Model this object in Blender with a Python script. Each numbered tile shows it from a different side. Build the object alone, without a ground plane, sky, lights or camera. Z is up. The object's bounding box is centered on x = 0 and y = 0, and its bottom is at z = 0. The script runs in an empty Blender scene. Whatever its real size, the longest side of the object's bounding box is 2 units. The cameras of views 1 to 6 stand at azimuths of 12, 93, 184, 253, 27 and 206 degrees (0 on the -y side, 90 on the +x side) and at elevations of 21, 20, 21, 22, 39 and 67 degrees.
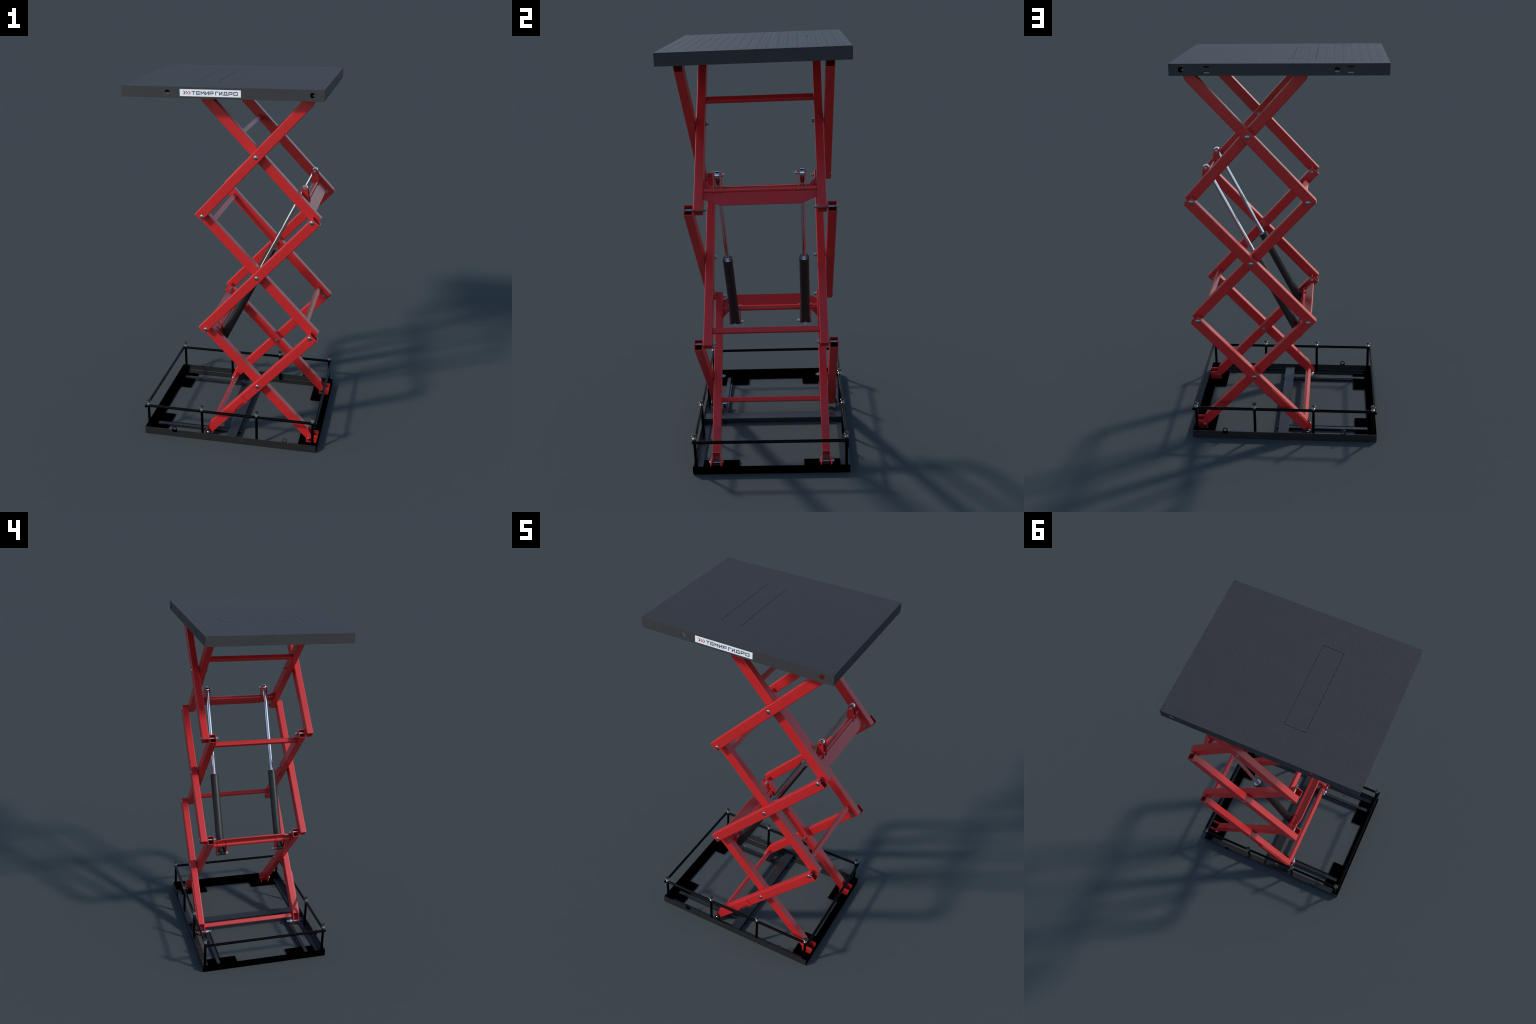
# Hydraulic scissor lift table: black base frame with guard rail, three pairs of
# crossed red box-tube arms, two cylinders, a steel platform with tread plate.
import bpy, bmesh, math
from math import sin, cos, pi, radians, hypot
from mathutils import Vector, Matrix

# --------------------------------------------------------------------------
# sizes (metres, z up)
# --------------------------------------------------------------------------
CX = 0.157                                   # x of the scissor centre line
STAGES = (0.3513, 0.9995, 1.6468)            # z of the three crossing pins
JOINTS = (0.6757, 1.3232)                    # z of the pins between the stages
HALF = 0.287                                 # pin offset from CX at the joints
DX, DZ = 0.682, 0.731                        # direction of the arms (|d| = 1)
ARM_T = 0.4514                               # half length of an arm
ARM_H = 0.0263                               # half height of the arm tube
INNER = (0.2486, 0.2884)                     # y range of the inner arms
OUTER = (0.2926, 0.3322)                     # y range of the outer arms
PX, PY = 0.5, 0.4                            # platform half sizes
PZ0, PZ1 = 1.9447, 1.9988                    # platform rim bottom / sheet top
FX, FY, FZ = 0.4975, 0.382, 0.042            # base frame half sizes and height

# --------------------------------------------------------------------------
# materials
# --------------------------------------------------------------------------
def material(name, col, rough=0.4, metal=0.0, coat=0.0, spec=0.5, grain=None,
             bump=None, rough_var=0.0):
    """grain = (scale, amount) darkens/lightens the colour, bump = (scale, strength)."""
    m = bpy.data.materials.new(name)
    m.use_nodes = True
    nt = m.node_tree
    b = nt.nodes['Principled BSDF']
    b.inputs['Base Color'].default_value = (*col, 1)
    b.inputs['Roughness'].default_value = rough
    b.inputs['Metallic'].default_value = metal
    b.inputs['Coat Weight'].default_value = coat
    b.inputs['Coat Roughness'].default_value = 0.12
    b.inputs['Specular IOR Level'].default_value = spec
    tc = nt.nodes.new('ShaderNodeTexCoord')
    if grain:
        n = nt.nodes.new('ShaderNodeTexNoise')
        n.inputs['Scale'].default_value = grain[0]
        n.inputs['Detail'].default_value = 6
        n.inputs['Roughness'].default_value = 0.65
        nt.links.new(tc.outputs['Object'], n.inputs['Vector'])
        r = nt.nodes.new('ShaderNodeValToRGB')
        lo, hi = 1 - grain[1], 1 + grain[1]
        r.color_ramp.elements[0].position = 0.3
        r.color_ramp.elements[1].position = 0.7
        r.color_ramp.elements[0].color = (*[c * lo for c in col], 1)
        r.color_ramp.elements[1].color = (*[min(1, c * hi) for c in col], 1)
        nt.links.new(n.outputs['Fac'], r.inputs['Fac'])
        nt.links.new(r.outputs['Color'], b.inputs['Base Color'])
        if rough_var:
            mr = nt.nodes.new('ShaderNodeMapRange')
            mr.inputs['To Min'].default_value = rough - rough_var
            mr.inputs['To Max'].default_value = rough + rough_var
            nt.links.new(n.outputs['Fac'], mr.inputs['Value'])
            nt.links.new(mr.outputs['Result'], b.inputs['Roughness'])
    if bump:
        n2 = nt.nodes.new('ShaderNodeTexNoise')
        n2.inputs['Scale'].default_value = bump[0]
        n2.inputs['Detail'].default_value = 3
        nt.links.new(tc.outputs['Object'], n2.inputs['Vector'])
        bp = nt.nodes.new('ShaderNodeBump')
        bp.inputs['Strength'].default_value = bump[1]
        bp.inputs['Distance'].default_value = 0.002
        nt.links.new(n2.outputs['Fac'], bp.inputs['Height'])
        nt.links.new(bp.outputs['Normal'], b.inputs['Normal'])
    return m


def sheet_steel(name, col, rough, spec):
    """Dark painted sheet with faint cloudy wear and sparse dark hairline scratches."""
    m = material(name, col, rough=rough, spec=spec, grain=(9, 0.045), rough_var=0.03)
    nt = m.node_tree
    b = nt.nodes['Principled BSDF']
    src = b.inputs['Base Color'].links[0].from_socket
    tc = next(n for n in nt.nodes if n.type == 'TEX_COORD')
    mp = nt.nodes.new('ShaderNodeMapping')
    mp.inputs['Rotation'].default_value = (0.5, 0.9, 0.6)
    mp.inputs['Scale'].default_value = (5, 5, 5)
    nt.links.new(tc.outputs['Object'], mp.inputs['Vector'])
    nz = nt.nodes.new('ShaderNodeTexNoise')
    nz.inputs['Scale'].default_value = 2.0
    nt.links.new(mp.outputs['Vector'], nz.inputs['Vector'])
    ad = nt.nodes.new('ShaderNodeMixRGB')
    ad.inputs['Fac'].default_value = 0.35
    nt.links.new(mp.outputs['Vector'], ad.inputs['Color1'])
    nt.links.new(nz.outputs['Color'], ad.inputs['Color2'])
    vo = nt.nodes.new('ShaderNodeTexVoronoi')
    vo.feature = 'DISTANCE_TO_EDGE'
    vo.inputs['Scale'].default_value = 1.6
    nt.links.new(ad.outputs['Color'], vo.inputs['Vector'])
    rp = nt.nodes.new('ShaderNodeValToRGB')
    rp.color_ramp.elements[0].position = 0.0
    rp.color_ramp.elements[0].color = (0.72, 0.72, 0.72, 1)
    rp.color_ramp.elements[1].position = 0.008
    rp.color_ramp.elements[1].color = (1, 1, 1, 1)
    nt.links.new(vo.outputs['Distance'], rp.inputs['Fac'])
    mx = nt.nodes.new('ShaderNodeMixRGB')
    mx.blend_type = 'MULTIPLY'
    mx.inputs['Fac'].default_value = 0.3
    nt.links.new(src, mx.inputs['Color1'])
    nt.links.new(rp.outputs['Color'], mx.inputs['Color2'])
    nt.links.new(mx.outputs['Color'], b.inputs['Base Color'])
    return m


RED = material('red_paint', (0.545, 0.0190, 0.0200), rough=0.31, spec=0.6, grain=(3, 0.03))
SHEET = sheet_steel('platform_grey_paint', (0.0480, 0.0465, 0.0490), 0.58, 0.19)
DARK = material('frame_dark_grey_paint', (0.0170, 0.0168, 0.0168), rough=0.36, grain=(40, 0.18))
BLACK = material('black_paint', (0.0004, 0.0004, 0.0004), rough=0.5, spec=0.0)
RAIL = material('black_rail_paint', (0.0004, 0.0004, 0.0004), rough=0.22, spec=0.10)
BARREL = material('cylinder_black_paint', (0.012, 0.012, 0.0125), rough=0.42, grain=(25, 0.1))
CHROME = material('polished_chrome', (0.75, 0.77, 0.80), rough=0.12, metal=1.0)
STEEL = material('zinc_plated_steel', (0.46, 0.49, 0.51), rough=0.32, metal=1.0)
BOLTS = material('dull_bolt_steel', (0.30, 0.33, 0.34), rough=0.36, metal=1.0)
RUBBER = material('black_rubber', (0.015, 0.015, 0.017), rough=0.6)
BRASS = material('brass_ring', (0.62, 0.44, 0.18), rough=0.35, metal=0.8)
WHITE = material('sticker_white', (0.90, 0.92, 0.95), rough=0.5)
INK = material('sticker_black_ink', (0.022, 0.022, 0.024), rough=0.5)
ORANGE = material('sticker_orange_ink', (0.62, 0.085, 0.04), rough=0.5)
HOLE = material('screw_dark', (0.006, 0.006, 0.007), rough=0.6)

# --------------------------------------------------------------------------
# mesh helpers
# --------------------------------------------------------------------------
COL = bpy.context.scene.collection


def obj(name, me, parent, mat=None):
    o = bpy.data.objects.new(name, me)
    COL.objects.link(o)
    if mat and not me.materials:
        me.materials.append(mat)
    if parent:
        o.parent = parent
    return o


def empty(name, parent=None):
    o = bpy.data.objects.new(name, None)
    COL.objects.link(o)
    o.empty_display_size = 0.1
    if parent:
        o.parent = parent
    return o


def smooth_mesh(me, angle=35):
    """Smooth shading with face-area weighted normals, so flats stay flat beside round edges."""
    for p in me.polygons:
        p.use_smooth = True
    me.set_sharp_from_angle(angle=radians(angle))
    t = bpy.data.objects.new('tmp', me)
    COL.objects.link(t)
    w = t.modifiers.new('w', 'WEIGHTED_NORMAL')
    w.mode = 'FACE_AREA'
    w.weight = 100
    w.keep_sharp = True
    dg = bpy.context.evaluated_depsgraph_get()
    dg.update()
    out = bpy.data.meshes.new_from_object(t.evaluated_get(dg))
    name = me.name
    bpy.data.objects.remove(t)
    bpy.data.meshes.remove(me)
    out.name = name
    return out


class Build:
    """Collects several solids into one mesh."""

    def __init__(self):
        self.bm = bmesh.new()

    def raw(self, verts, faces, bevel=0.0, segments=2):
        t = bmesh.new()
        vs = [t.verts.new(v) for v in verts]
        for f in faces:
            try:
                t.faces.new([vs[i] for i in f])
            except ValueError:
                pass
        bmesh.ops.recalc_face_normals(t, faces=t.faces)
        if bevel:
            es = [e for e in t.edges if len(e.link_faces) == 2
                  and e.calc_face_angle(0) > radians(30)]
            bmesh.ops.bevel(t, geom=es, offset=bevel, segments=segments, affect='EDGES',
                            profile=0.5, clamp_overlap=True)
        me = bpy.data.meshes.new('tmp')
        t.to_mesh(me)
        t.free()
        self.bm.from_mesh(me)
        bpy.data.meshes.remove(me)
        return self

    def box(self, x0, x1, y0, y1, z0, z1, bevel=0.0):
        v = [(x, y, z) for x in (x0, x1) for y in (y0, y1) for z in (z0, z1)]
        f = [(0, 1, 3, 2), (4, 6, 7, 5), (0, 4, 5, 1), (2, 3, 7, 6), (0, 2, 6, 4), (1, 5, 7, 3)]
        return self.raw(v, f, bevel)

    def prism(self, pts, a0, a1, axis='y', bevel=0.0):
        """Closed 2D outline extruded along y (pts = x,z), x (pts = y,z) or z (pts = x,y)."""
        put = {'y': lambda p, a: (p[0], a, p[1]), 'x': lambda p, a: (a, p[0], p[1]),
               'z': lambda p, a: (p[0], p[1], a)}[axis]
        n = len(pts)
        v = [put(p, a0) for p in pts] + [put(p, a1) for p in pts]
        f = [tuple(range(n)), tuple(range(2 * n - 1, n - 1, -1))]
        f += [(i, (i + 1) % n, n + (i + 1) % n, n + i) for i in range(n)]
        return self.raw(v, f, bevel)

    def lathe(self, profile, p0, p1, seg=28):
        """profile = (radius, distance from p0 along p0->p1); ends are closed."""
        p0, p1 = Vector(p0), Vector(p1)
        q = (p1 - p0).normalized().to_track_quat('Z', 'Y')
        v, f = [], []
        for r, a in profile:
            for k in range(seg):
                w = 2 * pi * k / seg
                v.append(tuple(p0 + q @ Vector((max(r, 1e-5) * cos(w), max(r, 1e-5) * sin(w), a))))
        n = len(profile)
        for i in range(n - 1):
            for k in range(seg):
                f.append((i * seg + k, i * seg + (k + 1) % seg,
                          (i + 1) * seg + (k + 1) % seg, (i + 1) * seg + k))
        f.append(tuple(range(seg)))
        f.append(tuple((n - 1) * seg + k for k in range(seg)))
        return self.raw(v, f)

    def rod(self, p0, p1, r, chamfer=0.0008, seg=24):
        L = (Vector(p1) - Vector(p0)).length
        c = min(chamfer, r * 0.4)
        return self.lathe([(r - c, 0), (r, c), (r, L - c), (r - c, L)], p0, p1, seg)

    def mesh(self, name, angle=35):
        me = bpy.data.meshes.new(name)
        self.bm.to_mesh(me)
        self.bm.free()
        return smooth_mesh(me, angle)

    def make(self, name, mat, parent, angle=35):
        return obj(name, self.mesh(name, angle), parent, mat)


def circle(cx, cy, r, n=32):
    return [(cx + r * cos(2 * pi * i / n), cy + r * sin(2 * pi * i / n)) for i in range(n)]


def rect(x0, x1, y0, y1):
    return [(x0, y0), (x1, y0), (x1, y1), (x0, y1)]


def slot(x0, x1, y0, y1, n=8):
    r = (y1 - y0) / 2
    cy = (y0 + y1) / 2
    p = [(x1 - r + r * cos(a), cy + r * sin(a)) for a in [-pi / 2 + pi * i / n for i in range(n + 1)]]
    p += [(x0 + r + r * cos(a), cy + r * sin(a)) for a in [pi / 2 + pi * i / n for i in range(n + 1)]]
    return p


def pierced_plate(name, outer, holes, thick, matrix, mat, parent, bevel=0.0):
    """Flat plate (2D curve with holes, filled and extruded) moved by matrix."""
    cu = bpy.data.curves.new('outline', 'CURVE')
    cu.dimensions = '2D'
    cu.fill_mode = 'BOTH'
    cu.extrude = thick / 2 - bevel
    cu.bevel_depth = bevel
    cu.bevel_resolution = 1
    cu.offset = -bevel
    for pts in [outer] + holes:
        s = cu.splines.new('POLY')
        s.points.add(len(pts) - 1)
        for q, p in zip(s.points, pts):
            q.co = (p[0], p[1], 0, 1)
        s.use_cyclic_u = True
    t = bpy.data.objects.new('outline', cu)
    COL.objects.link(t)
    dg = bpy.context.evaluated_depsgraph_get()
    dg.update()
    me = bpy.data.meshes.new_from_object(t.evaluated_get(dg))
    bpy.data.objects.remove(t)
    bpy.data.curves.remove(cu)
    me.transform(matrix)
    me.name = name
    me.materials.clear()
    me = smooth_mesh(me, 30)
    return obj(name, me, parent, mat)


def upright(y):
    """2D outline (x, z) stood up in a plane of constant y."""
    return Matrix(((1, 0, 0, 0), (0, 0, 1, y), (0, 1, 0, 0), (0, 0, 0, 1)))


def mirrored(sign, a, b):
    return (a, b) if sign > 0 else (-b, -a)


ROOT = empty('scissor_lift_table')
ROOT['label'] = 'red triple scissor lift table with grey tread platform'
ROOT['category'] = 'lift table'

# --------------------------------------------------------------------------
# scissor arms: hollow box tubes
# --------------------------------------------------------------------------
END_H = (-0.026, -0.021, -0.0107, -0.003, 0.003, 0.0117, 0.021, 0.026)
END_T = (0.437, 0.445, 0.4515, 0.449, 0.443, 0.425, 0.3965, 0.381)


def eye_end(h):
    """Reach of the arm's side walls beyond the crossing at the bottom / top pivots:
    rounded about the pin, chamfered on the outward side (h > 0)."""
    h = max(-0.026, min(0.026, h))
    for i in range(len(END_H) - 1):
        if h <= END_H[i + 1]:
            k = (h - END_H[i]) / (END_H[i + 1] - END_H[i])
            return END_T[i] + k * (END_T[i + 1] - END_T[i])
    return END_T[-1]


def square_end(h):
    return ARM_T


def tube_ring(y0, y1, hh, r, levels):
    """Rounded rectangle in (y, h) with extra points on the sides at the given levels."""
    pts = []
    for cy, ch, a0 in ((y1 - r, hh - r, 0), (y0 + r, hh - r, 90), (y0 + r, -hh + r, 180), (y1 - r, -hh + r, 270)):
        if a0 == 180:
            pts += [(y0, h) for h in reversed(levels)]
        for k in range(5):
            a = radians(a0 + 90 * k / 4)
            pts.append((cy + r * cos(a), ch + r * sin(a)))
    pts += [(y1, h) for h in levels]
    return pts


def arm_mesh(name, y0, y1, center_z, dirx, dirz, end_neg, end_pos):
    nx, nz = -dirz, dirx
    if nz < 0:
        nx, nz = -nx, -nz
    lv = (-0.0107, -0.003, 0.003, 0.0107)
    wall = 0.0032
    out = tube_ring(y0, y1, ARM_H, 0.0045, lv)
    inn = tube_ring(y0 + wall, y1 - wall, ARM_H - wall, 0.0015, lv)
    n = len(out)
    verts, faces = [], []
    for ring in (out, inn):
        for fn, sg in ((end_neg, -1), (end_pos, 1)):
            for y, h in ring:
                t = sg * fn(h)
                verts.append((CX + dirx * t + nx * h, y, center_z + dirz * t + nz * h))
    for i in range(n):
        j = (i + 1) % n
        faces.append((i, j, n + j, n + i))
        faces.append((2 * n + i, 3 * n + i, 3 * n + j, 2 * n + j))
        faces.append((i, 2 * n + i, 2 * n + j, j))
        faces.append((n + i, n + j, 3 * n + j, 3 * n + i))
    return Build().raw(verts, faces).mesh(name, 40)


arms = {}
for s in (-1, 1):
    for k, cz in enumerate(STAGES):
        # inner arms fall towards +x, outer arms rise towards +x
        neg = (lambda h: eye_end(-h)) if k == 2 else square_end
        pos = eye_end if k == 0 else square_end
        arms['in', k, s] = obj('scissor_arm', arm_mesh('scissor_arm', *mirrored(s, *INNER), cz, DX, -DZ, neg, pos), ROOT, RED)
        neg = eye_end if k == 0 else square_end
        pos = (lambda h: eye_end(-h)) if k == 2 else square_end
        arms['out', k, s] = obj('scissor_arm', arm_mesh('scissor_arm', *mirrored(s, *OUTER), cz, DX, DZ, neg, pos), ROOT, RED)


def on_inner(k, t, h):
    """Point (x, z) on an inner arm: t along it (downwards), h across (upwards)."""
    return (CX + DX * t + DZ * h, STAGES[k] - DZ * t + DX * h)


def on_outer(k, t, h):
    return (CX + DX * t - DZ * h, STAGES[k] + DZ * t + DX * h)


# stiffening plate on the outside of the lowest outer arms
PLATE = ((-0.1110, 0.0212), (-0.1110, -0.0262), (-0.1320, -0.0262), (-0.1320, -0.0135), (-0.1830, -0.0120),
         (-0.2000, -0.0150), (-0.2160, -0.0215), (-0.2290, -0.0258), (-0.4190, -0.0258), (-0.4120, -0.0080),
         (-0.4080, 0.0030), (-0.4060, 0.0090), (-0.3990, 0.0165), (-0.3820, 0.0212))
for s in (-1, 1):
    b = Build().prism([on_outer(0, t, h) for t, h in PLATE], *mirrored(s, OUTER[1] + 0.0002, OUTER[1] + 0.0058), 'y', 0.0008)
    b.make('stiffener_plate', RED, arms['out', 0, s])

# cross tubes between the arms
TUBE = 0.0245
for k, t, h, fn, half in ((2, -0.137, -0.0125, on_inner, INNER[0]), (1, -0.373, -0.0025, on_inner, INNER[0]),
                          (1, 0.3736, -0.0039, on_inner, INNER[0]), (0, -0.3963, -0.0051, on_outer, OUTER[0])):
    c = TUBE / 2
    ring = [fn(k, t + a * c, h + e * c) for a, e in ((-1, -1), (1, -1), (1, 1), (-1, 1))]
    Build().prism(ring, -half - 0.0005, half + 0.0005, 'y', 0.0022).make('cross_tube', RED, ROOT, 50)

# --------------------------------------------------------------------------
# pivot bolts
# --------------------------------------------------------------------------
# profile along the bolt axis from the outer face of the outer arm inwards
y_out = OUTER[1]
BOLT = [(0.0014, -0.0034), (0.0050, -0.0031), (0.0085, -0.0024), (0.0108, -0.0013), (0.0118, 0.0),
        (0.0118, 0.0006), (0.0078, 0.0008), (0.0078, y_out - OUTER[0]), (0.0100, y_out - OUTER[0] + 0.0002),
        (0.0100, y_out - INNER[1] - 0.0002), (0.0078, y_out - INNER[1]), (0.0078, y_out - INNER[0]),
        (0.0105, y_out - INNER[0] + 0.0002), (0.0105, y_out - INNER[0] + 0.002), (0.0046, y_out - INNER[0] + 0.0022),
        (0.0046, y_out - INNER[0] + 0.0175), (0.0036, y_out - INNER[0] + 0.0185)]


def hex_nut(b, p, axis, r, h):
    p, axis = Vector(p), Vector(axis).normalized()
    b.lathe([(r * 0.9, 0), (r, h * 0.15), (r, h * 0.85), (r * 0.9, h)], p, p + axis, 6)


def bolt_mesh(sgn):
    b = Build()
    b.lathe([(r, a + 0.004) for r, a in BOLT], (0, sgn * (y_out + 0.004), 0), (0, 0, 0), 24)
    hex_nut(b, (0, sgn * (INNER[0] - 0.002), 0), (0, -sgn, 0), 0.0085, 0.0085)
    return b.mesh('pivot_bolt', 30)


bolts = {s: bolt_mesh(s) for s in (-1, 1)}
pins = [(CX, z) for z in STAGES]
for z in JOINTS:
    pins += [(CX - HALF, z), (CX + HALF, z)]
for s in (-1, 1):
    for x, z in pins:
        obj('pivot_bolt', bolts[s], ROOT, BOLTS).location = (x, 0, z)

# --------------------------------------------------------------------------
# hydraulic cylinders and their mounts
# --------------------------------------------------------------------------
CYL_Y = 0.186
TOP_PIN = (0.3844, 1.4615)
LOW_PIN = (-0.0780, 0.5480)
UP_TUBE = (0.3915, 1.3960)
LOW_TUBE = (-0.0965, 0.6185)


def leg_frame(origin, sign):
    """(along, across) -> (x, z); along runs down the inner arm for sign > 0."""
    return lambda a, c: (origin[0] + sign * DX * a + sign * DZ * c, origin[1] - sign * DZ * a + sign * DX * c)


def hull_plate(pin, r, base):
    """Lug outline: base polyline plus a round eye about the pin."""
    px, pz = pin
    bx = sum(p[0] for p in base) / len(base)
    bz = sum(p[1] for p in base) / len(base)
    pts = list(base) + [(px + r * cos(2 * pi * i / 40), pz + r * sin(2 * pi * i / 40)) for i in range(40)]
    # convex hull (monotone chain)
    pts = sorted(set(pts))
    cross = lambda o, a, b: (a[0] - o[0]) * (b[1] - o[1]) - (a[1] - o[1]) * (b[0] - o[0])
    lo, up = [], []
    for p in pts:
        while len(lo) >= 2 and cross(lo[-2], lo[-1], p) <= 0:
            lo.pop()
        lo.append(p)
    for p in reversed(pts):
        while len(up) >= 2 and cross(up[-2], up[-1], p) <= 0:
            up.pop()
        up.append(p)
    return lo[:-1] + up[:-1]


def cylinder_mount(tube, sign, corner, notch, pin, lug_base, plates, lug_r):
    half = INNER[0] + 0.0004
    m = Build().rod((tube[0], -half, tube[1]), (tube[0], half, tube[1]), 0.0148, 0.0002, 32).make('cylinder_mount', RED, ROOT)
    fr = leg_frame(tube, sign)
    a1 = 0.0760 if sign > 0 else 0.0730
    # gusset plate below the tube (in the plane of the arms), with two wings above
    b = Build()
    th, off = (0.0028, 0.0) if sign > 0 else (0.0034, -0.0048)

    def slab(poly):                       # poly in (along, y)
        v, f, n = [], [], len(poly)
        for c in (off - th, off + th):
            for a, y in poly:
                x, z = fr(a, c)
                v.append((x, y, z))
        f = [tuple(range(n)), tuple(range(2 * n - 1, n - 1, -1))]
        f += [(i, (i + 1) % n, n + (i + 1) % n, n + i) for i in range(n)]
        b.raw(v, f, 0.0006)
    low = 0.012
    p = [(low, -half), (0.044, -half), (a1, -corner), (a1, corner), (0.044, half), (low, half)]
    inner = []
    for y in sorted([s * CYL_Y + e * notch for s in (-1, 1) for e in (-1, 1)], reverse=True):
        inner += [(low, y + 0.010), (0.0205, y + 0.008), (0.0205, y - 0.008), (low, y - 0.010)]
    slab(p + inner)
    for s in (-1, 1):
        slab([(-0.054, s * half), (-0.014, s * (half - 0.036)), (-0.008, s * (half - 0.036)), (-0.008, s * half)])
    b.make('gusset_plate', RED, m)
    # lugs carrying the cylinder pin
    outline = hull_plate(pin, lug_r, lug_base)
    for s in (-1, 1):
        for y0, y1 in plates:
            Build().prism(outline, *mirrored(s, y0, y1), 'y', 0.0007).make('lug', RED, m)
    return m


cylinder_mount(UP_TUBE, 1, 0.175, 0.0165, TOP_PIN,
               ((0.4085, 1.404), (0.4110, 1.391), (0.4030, 1.3795), (0.3760, 1.3850), (0.3660, 1.402)),
               ((0.1668, 0.1712), (0.1992, 0.2036)), 0.0150)
lb = [(LOW_TUBE[0] + 0.0195 * cos(a), LOW_TUBE[1] + 0.0195 * sin(a)) for a in [radians(d) for d in range(-20, 215, 12)]]
cylinder_mount(LOW_TUBE, -1, 0.190, 0.0285, LOW_PIN, lb, ((0.1565, 0.1615), (0.2120, 0.2170)), 0.0138)

U = Vector((TOP_PIN[0] - LOW_PIN[0], 0, TOP_PIN[1] - LOW_PIN[1])).normalized()
BARREL_LEN = (Vector((0.1435, 0, 0.9858)) - Vector((LOW_PIN[0], 0, LOW_PIN[1]))).dot(U)
ROD_LEN = (Vector((TOP_PIN[0], 0, TOP_PIN[1])) - Vector((LOW_PIN[0], 0, LOW_PIN[1]))).dot(U)
for s in (-1, 1):
    y = s * CYL_Y
    low = Vector((LOW_PIN[0], y, LOW_PIN[1]))
    top = Vector((TOP_PIN[0], y, TOP_PIN[1]))
    at = lambda d: low + U * d
    b = Build()
    b.lathe([(0.0140, -0.004), (0.0236, 0.014), (0.0240, 0.018), (0.0240, BARREL_LEN - 0.0006), (0.0234, BARREL_LEN),
             (0.0222, BARREL_LEN), (0.0222, BARREL_LEN - 0.004)], low, top, 40)
    b.rod((low.x, y - 0.0245, low.z), (low.x, y + 0.0245, low.z), 0.0125, 0.001)
    barrel = b.make('cylinder_barrel', BARREL, ROOT)
    Build().lathe([(0.0220, BARREL_LEN - 0.006), (0.0220, BARREL_LEN - 0.0008), (0.0212, BARREL_LEN + 0.0002),
                   (0.0106, BARREL_LEN + 0.0002), (0.0106, BARREL_LEN - 0.003)], low, top, 32).make('gland_ring', STEEL, barrel)
    Build().lathe([(0.0102, BARREL_LEN - 0.02), (0.0102, ROD_LEN - 0.012)], low, top, 32).make('piston_rod', CHROME, barrel)
    Build().lathe([(0.0120, 0), (0.0158, 0.0012), (0.0167, 0.004), (0.0170, 0.0098), (0.0167, 0.0155), (0.0158, 0.0183), (0.0120, 0.0195)],
                  top - Vector((0, 0.00975, 0)), top + Vector((0, 0.00975, 0)), 32).make('rod_eye', CHROME, barrel)
    # oil port
    foot = at(0.016)
    port = Vector((U.z, 0, -U.x))
    Build().lathe([(0.0052, 0.017), (0.0052, 0.026), (0.0042, 0.0265), (0.0042, 0.046), (0.0036, 0.0468)],
                  foot, foot + port, 20).make('oil_port', STEEL, barrel)
    # pins with nuts on the inner side
    for (px, pz), yo, yi, r in ((TOP_PIN, 0.2036, 0.1668, 0.0082), (LOW_PIN, 0.2170, 0.1565, 0.0075)):
        b = Build()
        L = yo - yi
        b.lathe([(r * 0.8, 0), (r, 0.0006), (r, 0.0030), (r - 0.002, 0.0032), (r - 0.002, L + 0.0010), (r + 0.001, L + 0.0016),
                 (r + 0.001, L + 0.0035), (0.0045, L + 0.0037), (0.0045, L + 0.0165), (0.0036, L + 0.0175)],
                (px, s * (yo + 0.0014), pz), (px, 0, pz), 24)
        hex_nut(b, (px, s * (yi - 0.002), pz), (0, -s, 0), 0.0080, 0.0075)
        b.make('cylinder_pin', STEEL, ROOT, 30)

# --------------------------------------------------------------------------
# base frame
# --------------------------------------------------------------------------
base = empty('base_frame', ROOT)
T = 0.004


def angle_section(edge, width, height):
    """L profile (distance towards the edge, z): upright at the edge, flange inwards, fillet."""
    f = [(edge - T - 0.004 * (1 - cos(a)), T + 0.004 * (1 - sin(a))) for a in [radians(d) for d in (0, 22, 45, 67, 90)]]
    return [(edge, 0), (edge, height), (edge - T, height)] + f + [(edge - width, T), (edge - width, 0)]


for s in (-1, 1):
    b = Build()
    wall = [(s * p, z) for p, z in ((FY, 0), (FY, FZ), (FY - T, FZ), (FY - T, 0))]
    b.prism(wall, -FX + 0.001, FX - 0.001, 'x', 0.0007)
    fl = [(s * p, z) for p, z in angle_section(FY, 0.043, 0.010)]
    fl = [(q if abs(q) < FY - T / 2 else s * (FY - T / 2), z) for q, z in fl]
    b.prism(fl, -0.4540, 0.4540, 'x')
    b.make('side_beam', DARK, base)
    sec = [(s * p, z) for p, z in angle_section(FX, 0.043, FZ)]
    Build().prism(sec, -FY + 0.0006, FY - 0.0006, 'y', 0.0006).make('end_beam', BLACK, base)
    for t in (-1, 1):
        x0, x1 = mirrored(s, 0.386, 0.4543)
        y0, y1 = mirrored(t, 0.160, 0.3385)
        Build().box(x0, x1, y0, y1, 0, 0.0045, 0.0006).make('foot_plate', BLACK, base)

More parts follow.
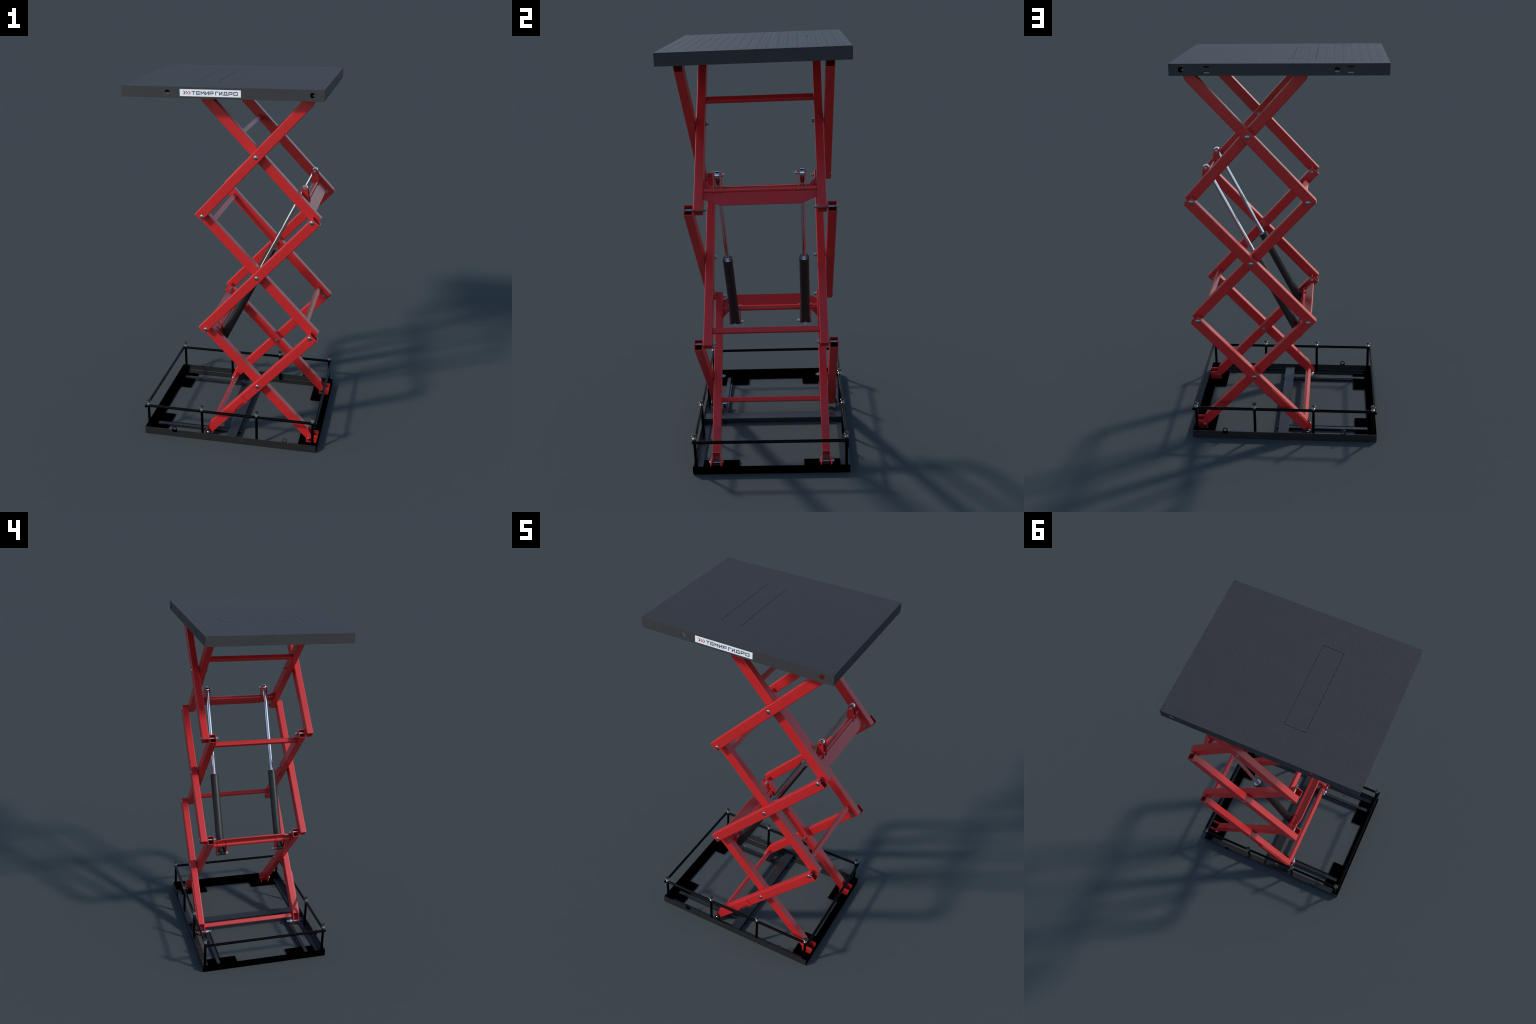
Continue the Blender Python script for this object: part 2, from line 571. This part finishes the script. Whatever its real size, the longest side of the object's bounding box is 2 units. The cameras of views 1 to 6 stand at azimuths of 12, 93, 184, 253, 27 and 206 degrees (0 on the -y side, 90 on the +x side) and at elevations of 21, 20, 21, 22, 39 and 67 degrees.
# roller tracks and the cross member over them
for s in (-1, 1):
    b = Build()
    y0, y1 = mirrored(s, 0.2655, 0.2860)
    b.box(-0.4520, 0.0450, y0, y1, 0.0047, 0.0128, 0.0007)
    b.box(-0.3835, 0.0450, y0, y1, 0.0, 0.0047)
    y0, y1 = mirrored(s, 0.2536, 0.2578)
    b.box(-0.3835, 0.0450, y0, y1, 0.0, 0.0122, 0.0006)
    y0, y1 = mirrored(s, 0.2578, 0.2655)
    b.box(-0.3835, 0.0450, y0, y1, 0.0, 0.0040)
    b.make('roller_track', DARK, base)
b = Build()
b.box(-0.0210, 0.0350, -0.3775, 0.3775, 0.0132, 0.0275, 0.0012)
for s in (-1, 1):
    b.box(-0.0200, 0.0340, *mirrored(s, 0.290, 0.377), 0.0042, 0.0132)
b.box(-0.0200, 0.0340, -0.2530, 0.2530, 0.0042, 0.0132)
b.make('cross_member', DARK, base)

# lifting eyes: one outside and one inside the wall of each side beam
def eye_outline(z0, zc, r):
    p = [(-r, z0), (r, z0)]
    p += [(r * cos(a), zc + r * sin(a)) for a in [pi * i / 20 for i in range(21)]]
    return p


for x, y in ((-0.3192, -FY - 0.0022), (0.3185, -FY + T + 0.0022), (0.3195, FY + 0.0022), (-0.3190, FY - T - 0.0022)):
    pierced_plate('lifting_eye', eye_outline(0.0300, 0.0530, 0.0135), [circle(0, 0.0535, 0.0092, 28)], 0.0038,
                  Matrix.Translation((x, 0, 0)) @ upright(y), BLACK if abs(y) > FY else DARK, base, 0.0006)

# pivot brackets with their bolts at the +x end
BRACKET = ((0.4280, 0.0046), (0.4280, 0.0400), (0.4310, 0.0460), (0.4370, 0.0510), (0.4450, 0.0535), (0.4880, 0.0530),
           (0.4920, 0.0510), (0.4932, 0.0470), (0.4932, 0.0046))
PIVOT = on_inner(0, 0.432, -0.0107)
PIVOT = (PIVOT[0], PIVOT[1] + 0.002)
for s in (-1, 1):
    for y0, y1 in ((0.2405, 0.2465), (0.2905, 0.2965)):
        Build().prism(BRACKET, *mirrored(s, y0, y1), 'y', 0.0009).make('pivot_bracket', RED, base)
    b = Build()
    b.lathe([(0.0040, 0), (0.0068, 0.0015), (0.0078, 0.0050), (0.0078, 0.0115), (0.0058, 0.0118), (0.0058, 0.068),
             (0.0080, 0.0682), (0.0080, 0.0720), (0.0045, 0.0730)],
            (PIVOT[0], s * 0.3080, PIVOT[1]), (PIVOT[0], 0, PIVOT[1]), 24)
    b.make('pivot_bolt', STEEL, base)

# rollers on the foot of the lowest outer arms
ROLL = on_outer(0, -0.432, -0.0107)
ROLL = (ROLL[0], ROLL[1] + 0.0005)
for s in (-1, 1):
    b = Build()
    b.lathe([(0.0062, 0), (0.0062, 0.092)], (ROLL[0], s * 0.3450, ROLL[1]), (ROLL[0], 0, ROLL[1]), 24)
    b.lathe([(0.0130, 0), (0.0152, 0.001), (0.0152, 0.017), (0.0120, 0.0185), (0.0085, 0.0188), (0.0085, 0.0225), (0.0050, 0.0228)],
            (ROLL[0], s * 0.2880, ROLL[1]), (ROLL[0], 0, ROLL[1]), 32)
    r = b.make('roller', CHROME, ROOT)
    Build().lathe([(0.0120, 0), (0.0158, 0.0012), (0.0166, 0.004), (0.0166, 0.009), (0.0150, 0.0105)],
                  (ROLL[0], s * 0.3505, ROLL[1]), (ROLL[0], 0, ROLL[1]), 32).make('roller_disc', BARREL, r)
    Build().lathe([(0.0008, 0), (0.0040, 0.0006), (0.0075, 0.0022), (0.0100, 0.0048), (0.0108, 0.0075)],
                  (ROLL[0], s * 0.3555, ROLL[1]), (ROLL[0], 0, ROLL[1]), 32).make('roller_cap', STEEL, r)

# --------------------------------------------------------------------------
# guard rail with posts and levelling feet
# --------------------------------------------------------------------------
rail = empty('guard_rail', ROOT)
RAIL_Z = 0.1740
for s in (-1, 1):
    Build().rod((-0.4785, s * 0.366, RAIL_Z + 0.0015), (0.4785, s * 0.366, RAIL_Z + 0.0015), 0.0080).make('rail_bar', RAIL, rail)
    Build().rod((s * 0.4880, -0.3765, RAIL_Z - 0.001), (s * 0.4880, 0.3765, RAIL_Z - 0.001), 0.0080).make('rail_bar', RAIL, rail)
post_me = Build().rod((0, 0, 0.0042), (0, 0, 0.1800), 0.0077).mesh('rail_post')
stud = Build()
stud.lathe([(0.0080, 0.1800), (0.0092, 0.1812), (0.0092, 0.1878), (0.0080, 0.1890), (0.0046, 0.1895), (0.0046, 0.1960),
            (0.0064, 0.1968), (0.0086, 0.1995), (0.0098, 0.2018)], (0, 0, 0), (0, 0, 1), 24)
stud_me = stud.mesh('levelling_foot', 40)
ring_me = Build().lathe([(0.0098, 0.2018), (0.0121, 0.2030), (0.0123, 0.2048), (0.0112, 0.2056)], (0, 0, 0), (0, 0, 1), 28).mesh('brass_rim')
pad_me = Build().lathe([(0.0112, 0.2040), (0.0116, 0.2056), (0.0116, 0.2098), (0.0106, 0.2114), (0.0060, 0.2119)], (0, 0, 0), (0, 0, 1), 28).mesh('rubber_pad')
for y in (-0.366, 0.366):
    for x in (-0.474, -0.158, 0.158, 0.474):
        p = obj('rail_post', post_me, rail, RAIL)
        p.location = (x, y, 0)
        f = obj('levelling_foot', stud_me, rail, STEEL)
        f.location = (x, y, 0)
        obj('brass_rim', ring_me, rail, BRASS).location = (x, y, 0)
        obj('rubber_pad', pad_me, rail, RUBBER).location = (x, y, 0)

# --------------------------------------------------------------------------
# platform: open tray with tread sheet, hatch, holes and lettering
# --------------------------------------------------------------------------
HX0, HX1, HY = -0.1655, -0.0545, 0.2300
TH = 0.0042
platform = pierced_plate('platform', rect(-PX, PX, -PY, PY), [rect(HX0, HX1, -HY, HY)], TH,
                         Matrix.Translation((0, 0, PZ1 - TH / 2)), SHEET, ROOT, 0.0006)
Build().box(HX0 + 0.0018, HX1 - 0.0018, -HY + 0.0018, HY - 0.0018, PZ1 - TH, PZ1, 0.0005).make('hatch', SHEET, platform)
Build().box(HX0 - 0.015, HX1 + 0.015, -HY - 0.015, HY + 0.015, PZ1 - TH - 0.0045, PZ1 - TH - 0.0003).make('hatch_frame', BLACK, platform)
zt = PZ1 - TH - 0.00005
HOLES = [circle(-0.2643, 1.9712, 0.0126), circle(0.4442, 1.9722, 0.0126)]
SLOTS = [slot(c - 0.0138, c + 0.0138, z - 0.0029, z + 0.0029) for c in (-0.3262, 0.3258) for z in (1.9845, 1.9580)]
WALL = 0.004
pierced_plate('platform_rim', rect(-PX, PX, PZ0, zt), HOLES, WALL, upright(-PY + WALL / 2), SHEET, platform, 0.0005)
pierced_plate('platform_rim', rect(-PX, PX, PZ0, zt), HOLES + SLOTS, WALL, upright(PY - WALL / 2), SHEET, platform, 0.0005)
for s in (-1, 1):
    x0, x1 = mirrored(s, PX - WALL, PX)
    Build().box(x0, x1, -PY + WALL + 0.0001, PY - WALL - 0.0001, PZ0, zt, 0.0005).make('platform_rim', SHEET, platform)

# longitudinal beams and ribs under the sheet
top = PZ1 - TH - 0.0050
for s in (-1, 1):
    Build().box(-PX + WALL + 0.0003, PX - WALL - 0.0003, *mirrored(s, 0.2140, 0.2450), PZ0 + 0.0010, top, 0.0008).make('platform_beam', DARK, platform)
for y in (-0.320, -0.143, -0.0715, 0.0, 0.0715, 0.143, 0.320):
    Build().box(-PX + WALL + 0.0003, PX - WALL - 0.0003, y - 0.003, y + 0.003, 1.9690, top).make('platform_rib', DARK, platform)
for x in (-0.375, -0.250, -0.188, -0.032, 0.125, 0.250, 0.375):
    Build().box(x - 0.003, x + 0.003, -0.2138, 0.2138, 1.9700, top - 0.0002).make('platform_rib', DARK, platform)
# brackets and pins that hold the upper arm ends
for s in (-1, 1):
    for y0, y1 in ((0.2845, 0.2905), (0.3345, 0.3405)):
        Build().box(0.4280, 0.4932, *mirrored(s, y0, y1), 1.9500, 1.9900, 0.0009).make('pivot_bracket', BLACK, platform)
    tp = on_outer(2, 0.432, 0.0107)
    Build().rod((tp[0], s * 0.2830, tp[1] - 0.006), (tp[0], s * 0.3480, tp[1] - 0.006), 0.0060).make('pivot_bolt', STEEL, platform)

# screws along the long edges and in the corners
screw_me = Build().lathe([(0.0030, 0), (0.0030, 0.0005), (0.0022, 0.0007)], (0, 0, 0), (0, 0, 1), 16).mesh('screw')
spots = [(x, s * 0.391) for s in (-1, 1) for x in (-0.49, -0.3264, -0.163, 0.0, 0.163, 0.326, 0.49)]
spots += [(sx * 0.4895, sy * 0.3675) for sx in (-1, 1) for sy in (-1, 1)]
for x, y in spots:
    obj('screw', screw_me, platform, HOLE).location = (x, y, PZ1 - 0.0001)

# tread pattern: lens-shaped ribs on two interleaved square lattices
PITCH, AX, AY = 0.04175, 0.0826, -0.3630
b = bmesh.new()


def rib(cx, cy, ang, length, width, height):
    ca, sa = cos(ang), sin(ang)
    prev = None
    n = 8
    for i in range(n + 1):
        u = -1 + 2 * i / n
        w = width / 2 * (1 - u * u) ** 0.8 + 0.0002
        hgt = height * (1 - u * u) ** 0.6
        row = []
        for v, k in ((-1, 0), (-0.5, 0.8), (0, 1), (0.5, 0.8), (1, 0)):
            lx, ly = u * length / 2, v * w
            row.append(b.verts.new((cx + lx * ca - ly * sa, cy + lx * sa + ly * ca, PZ1 - 0.0003 + (hgt + 0.0003) * k)))
        if prev:
            for j in range(4):
                b.faces.new((prev[j], row[j], row[j + 1], prev[j + 1]))
        prev = row


for i in range(-16, 14):
    for j in range(-2, 22):
        for ox, oy, ang in ((0, 0, radians(-42)), (-PITCH / 2, -PITCH / 2, radians(43))):
            x, y = AX + i * PITCH + ox, AY + j * PITCH + oy
            if abs(x) < 0.486 and abs(y) < 0.386:
                rib(x, y, ang, 0.0275, 0.0064, 0.0006)
bmesh.ops.recalc_face_normals(b, faces=b.faces)
me = bpy.data.meshes.new('tread_pattern')
b.to_mesh(me)
b.free()
for p in me.polygons:
    p.use_smooth = True
tread = obj('tread_pattern', me, platform, SHEET)
tread['kind'] = 'stuff'

# sign on the front rim
SY = -PY - 0.0007
Build().box(-0.2012, 0.1012, SY, -PY - 0.00005, 1.9545, 1.9881).make('sign_plate', WHITE, platform)


def strokes(name, lines, x0, x1, z0, z1, w, mat):
    """Letter from straight strokes; lines are polylines in the unit square."""
    bb = Build()
    y0 = SY - 0.0004
    k = 0
    for ln in lines:
        pts = [(x0 + w / 2 + p[0] * (x1 - x0 - w), z0 + w / 2 + p[1] * (z1 - z0 - w)) for p in ln]
        for (ax, az), (bx, bz) in zip(pts, pts[1:]):
            L = hypot(bx - ax, bz - az)
            ux, uz = (bx - ax) / L * w / 2, (bz - az) / L * w / 2
            yk = y0 - 0.00004 * k
            k += 1
            bb.prism([(ax - ux - uz, az - uz + ux), (ax - ux + uz, az - uz - ux),
                      (bx + ux + uz, bz + uz - ux), (bx + ux - uz, bz + uz + ux)], yk, SY - 0.00002)
    bb.make(name, mat, platform)


GLYPH = {
    'te': [[(0, 1), (1, 1)], [(0.5, 1), (0.5, 0)]],
    'ye': [[(1, 1), (0, 1), (0, 0), (1, 0)], [(0.42, 0.5), (0.95, 0.5)]],
    'em': [[(0, 0), (0, 1), (0.5, 0.45), (1, 1), (1, 0)]],
    'i': [[(0, 1), (0, 0), (1, 1), (1, 0)]],
    'er': [[(0, 0), (0, 1), (1, 1), (1, 0.38), (0.25, 0.38)]],
    'ge': [[(0, 0), (0, 1), (1, 1)]],
    'de': [[(0, 0), (1, 0)], [(0.2, 0), (0.2, 1), (0.8, 1), (0.8, 0)]],
    'o': [[(0, 0), (0, 1), (1, 1), (1, 0), (0, 0)]],
}
px = lambda u: -0.1410 + (u - 828) / (2025 - 828) * 0.2259
for g, u0, u1 in (('te', 828, 925), ('ye', 945, 1045), ('em', 1065, 1165), ('i', 1185, 1278), ('er', 1297, 1398),
                  ('ge', 1447, 1530), ('i', 1545, 1632), ('de', 1650, 1778), ('er', 1792, 1893), ('o', 1920, 2028)):
    strokes('letter', GLYPH[g], px(u0), px(u1), 1.9625, 1.9797, 0.0035, INK)
for u0, u1, mat in ((608, 664, INK), (672, 731, ORANGE), (739, 799, ORANGE)):
    strokes('chevron', [[(0, 1), (1, 0.5), (0, 0)]], px(u0), px(u1), 1.9632, 1.9802, 0.0037, mat)

# the raised platform leans by a few millimetres: its -x end hangs lower
platform.rotation_euler = (0, -0.0028, 0)
platform.location = (0.0056, 0, -0.0007)
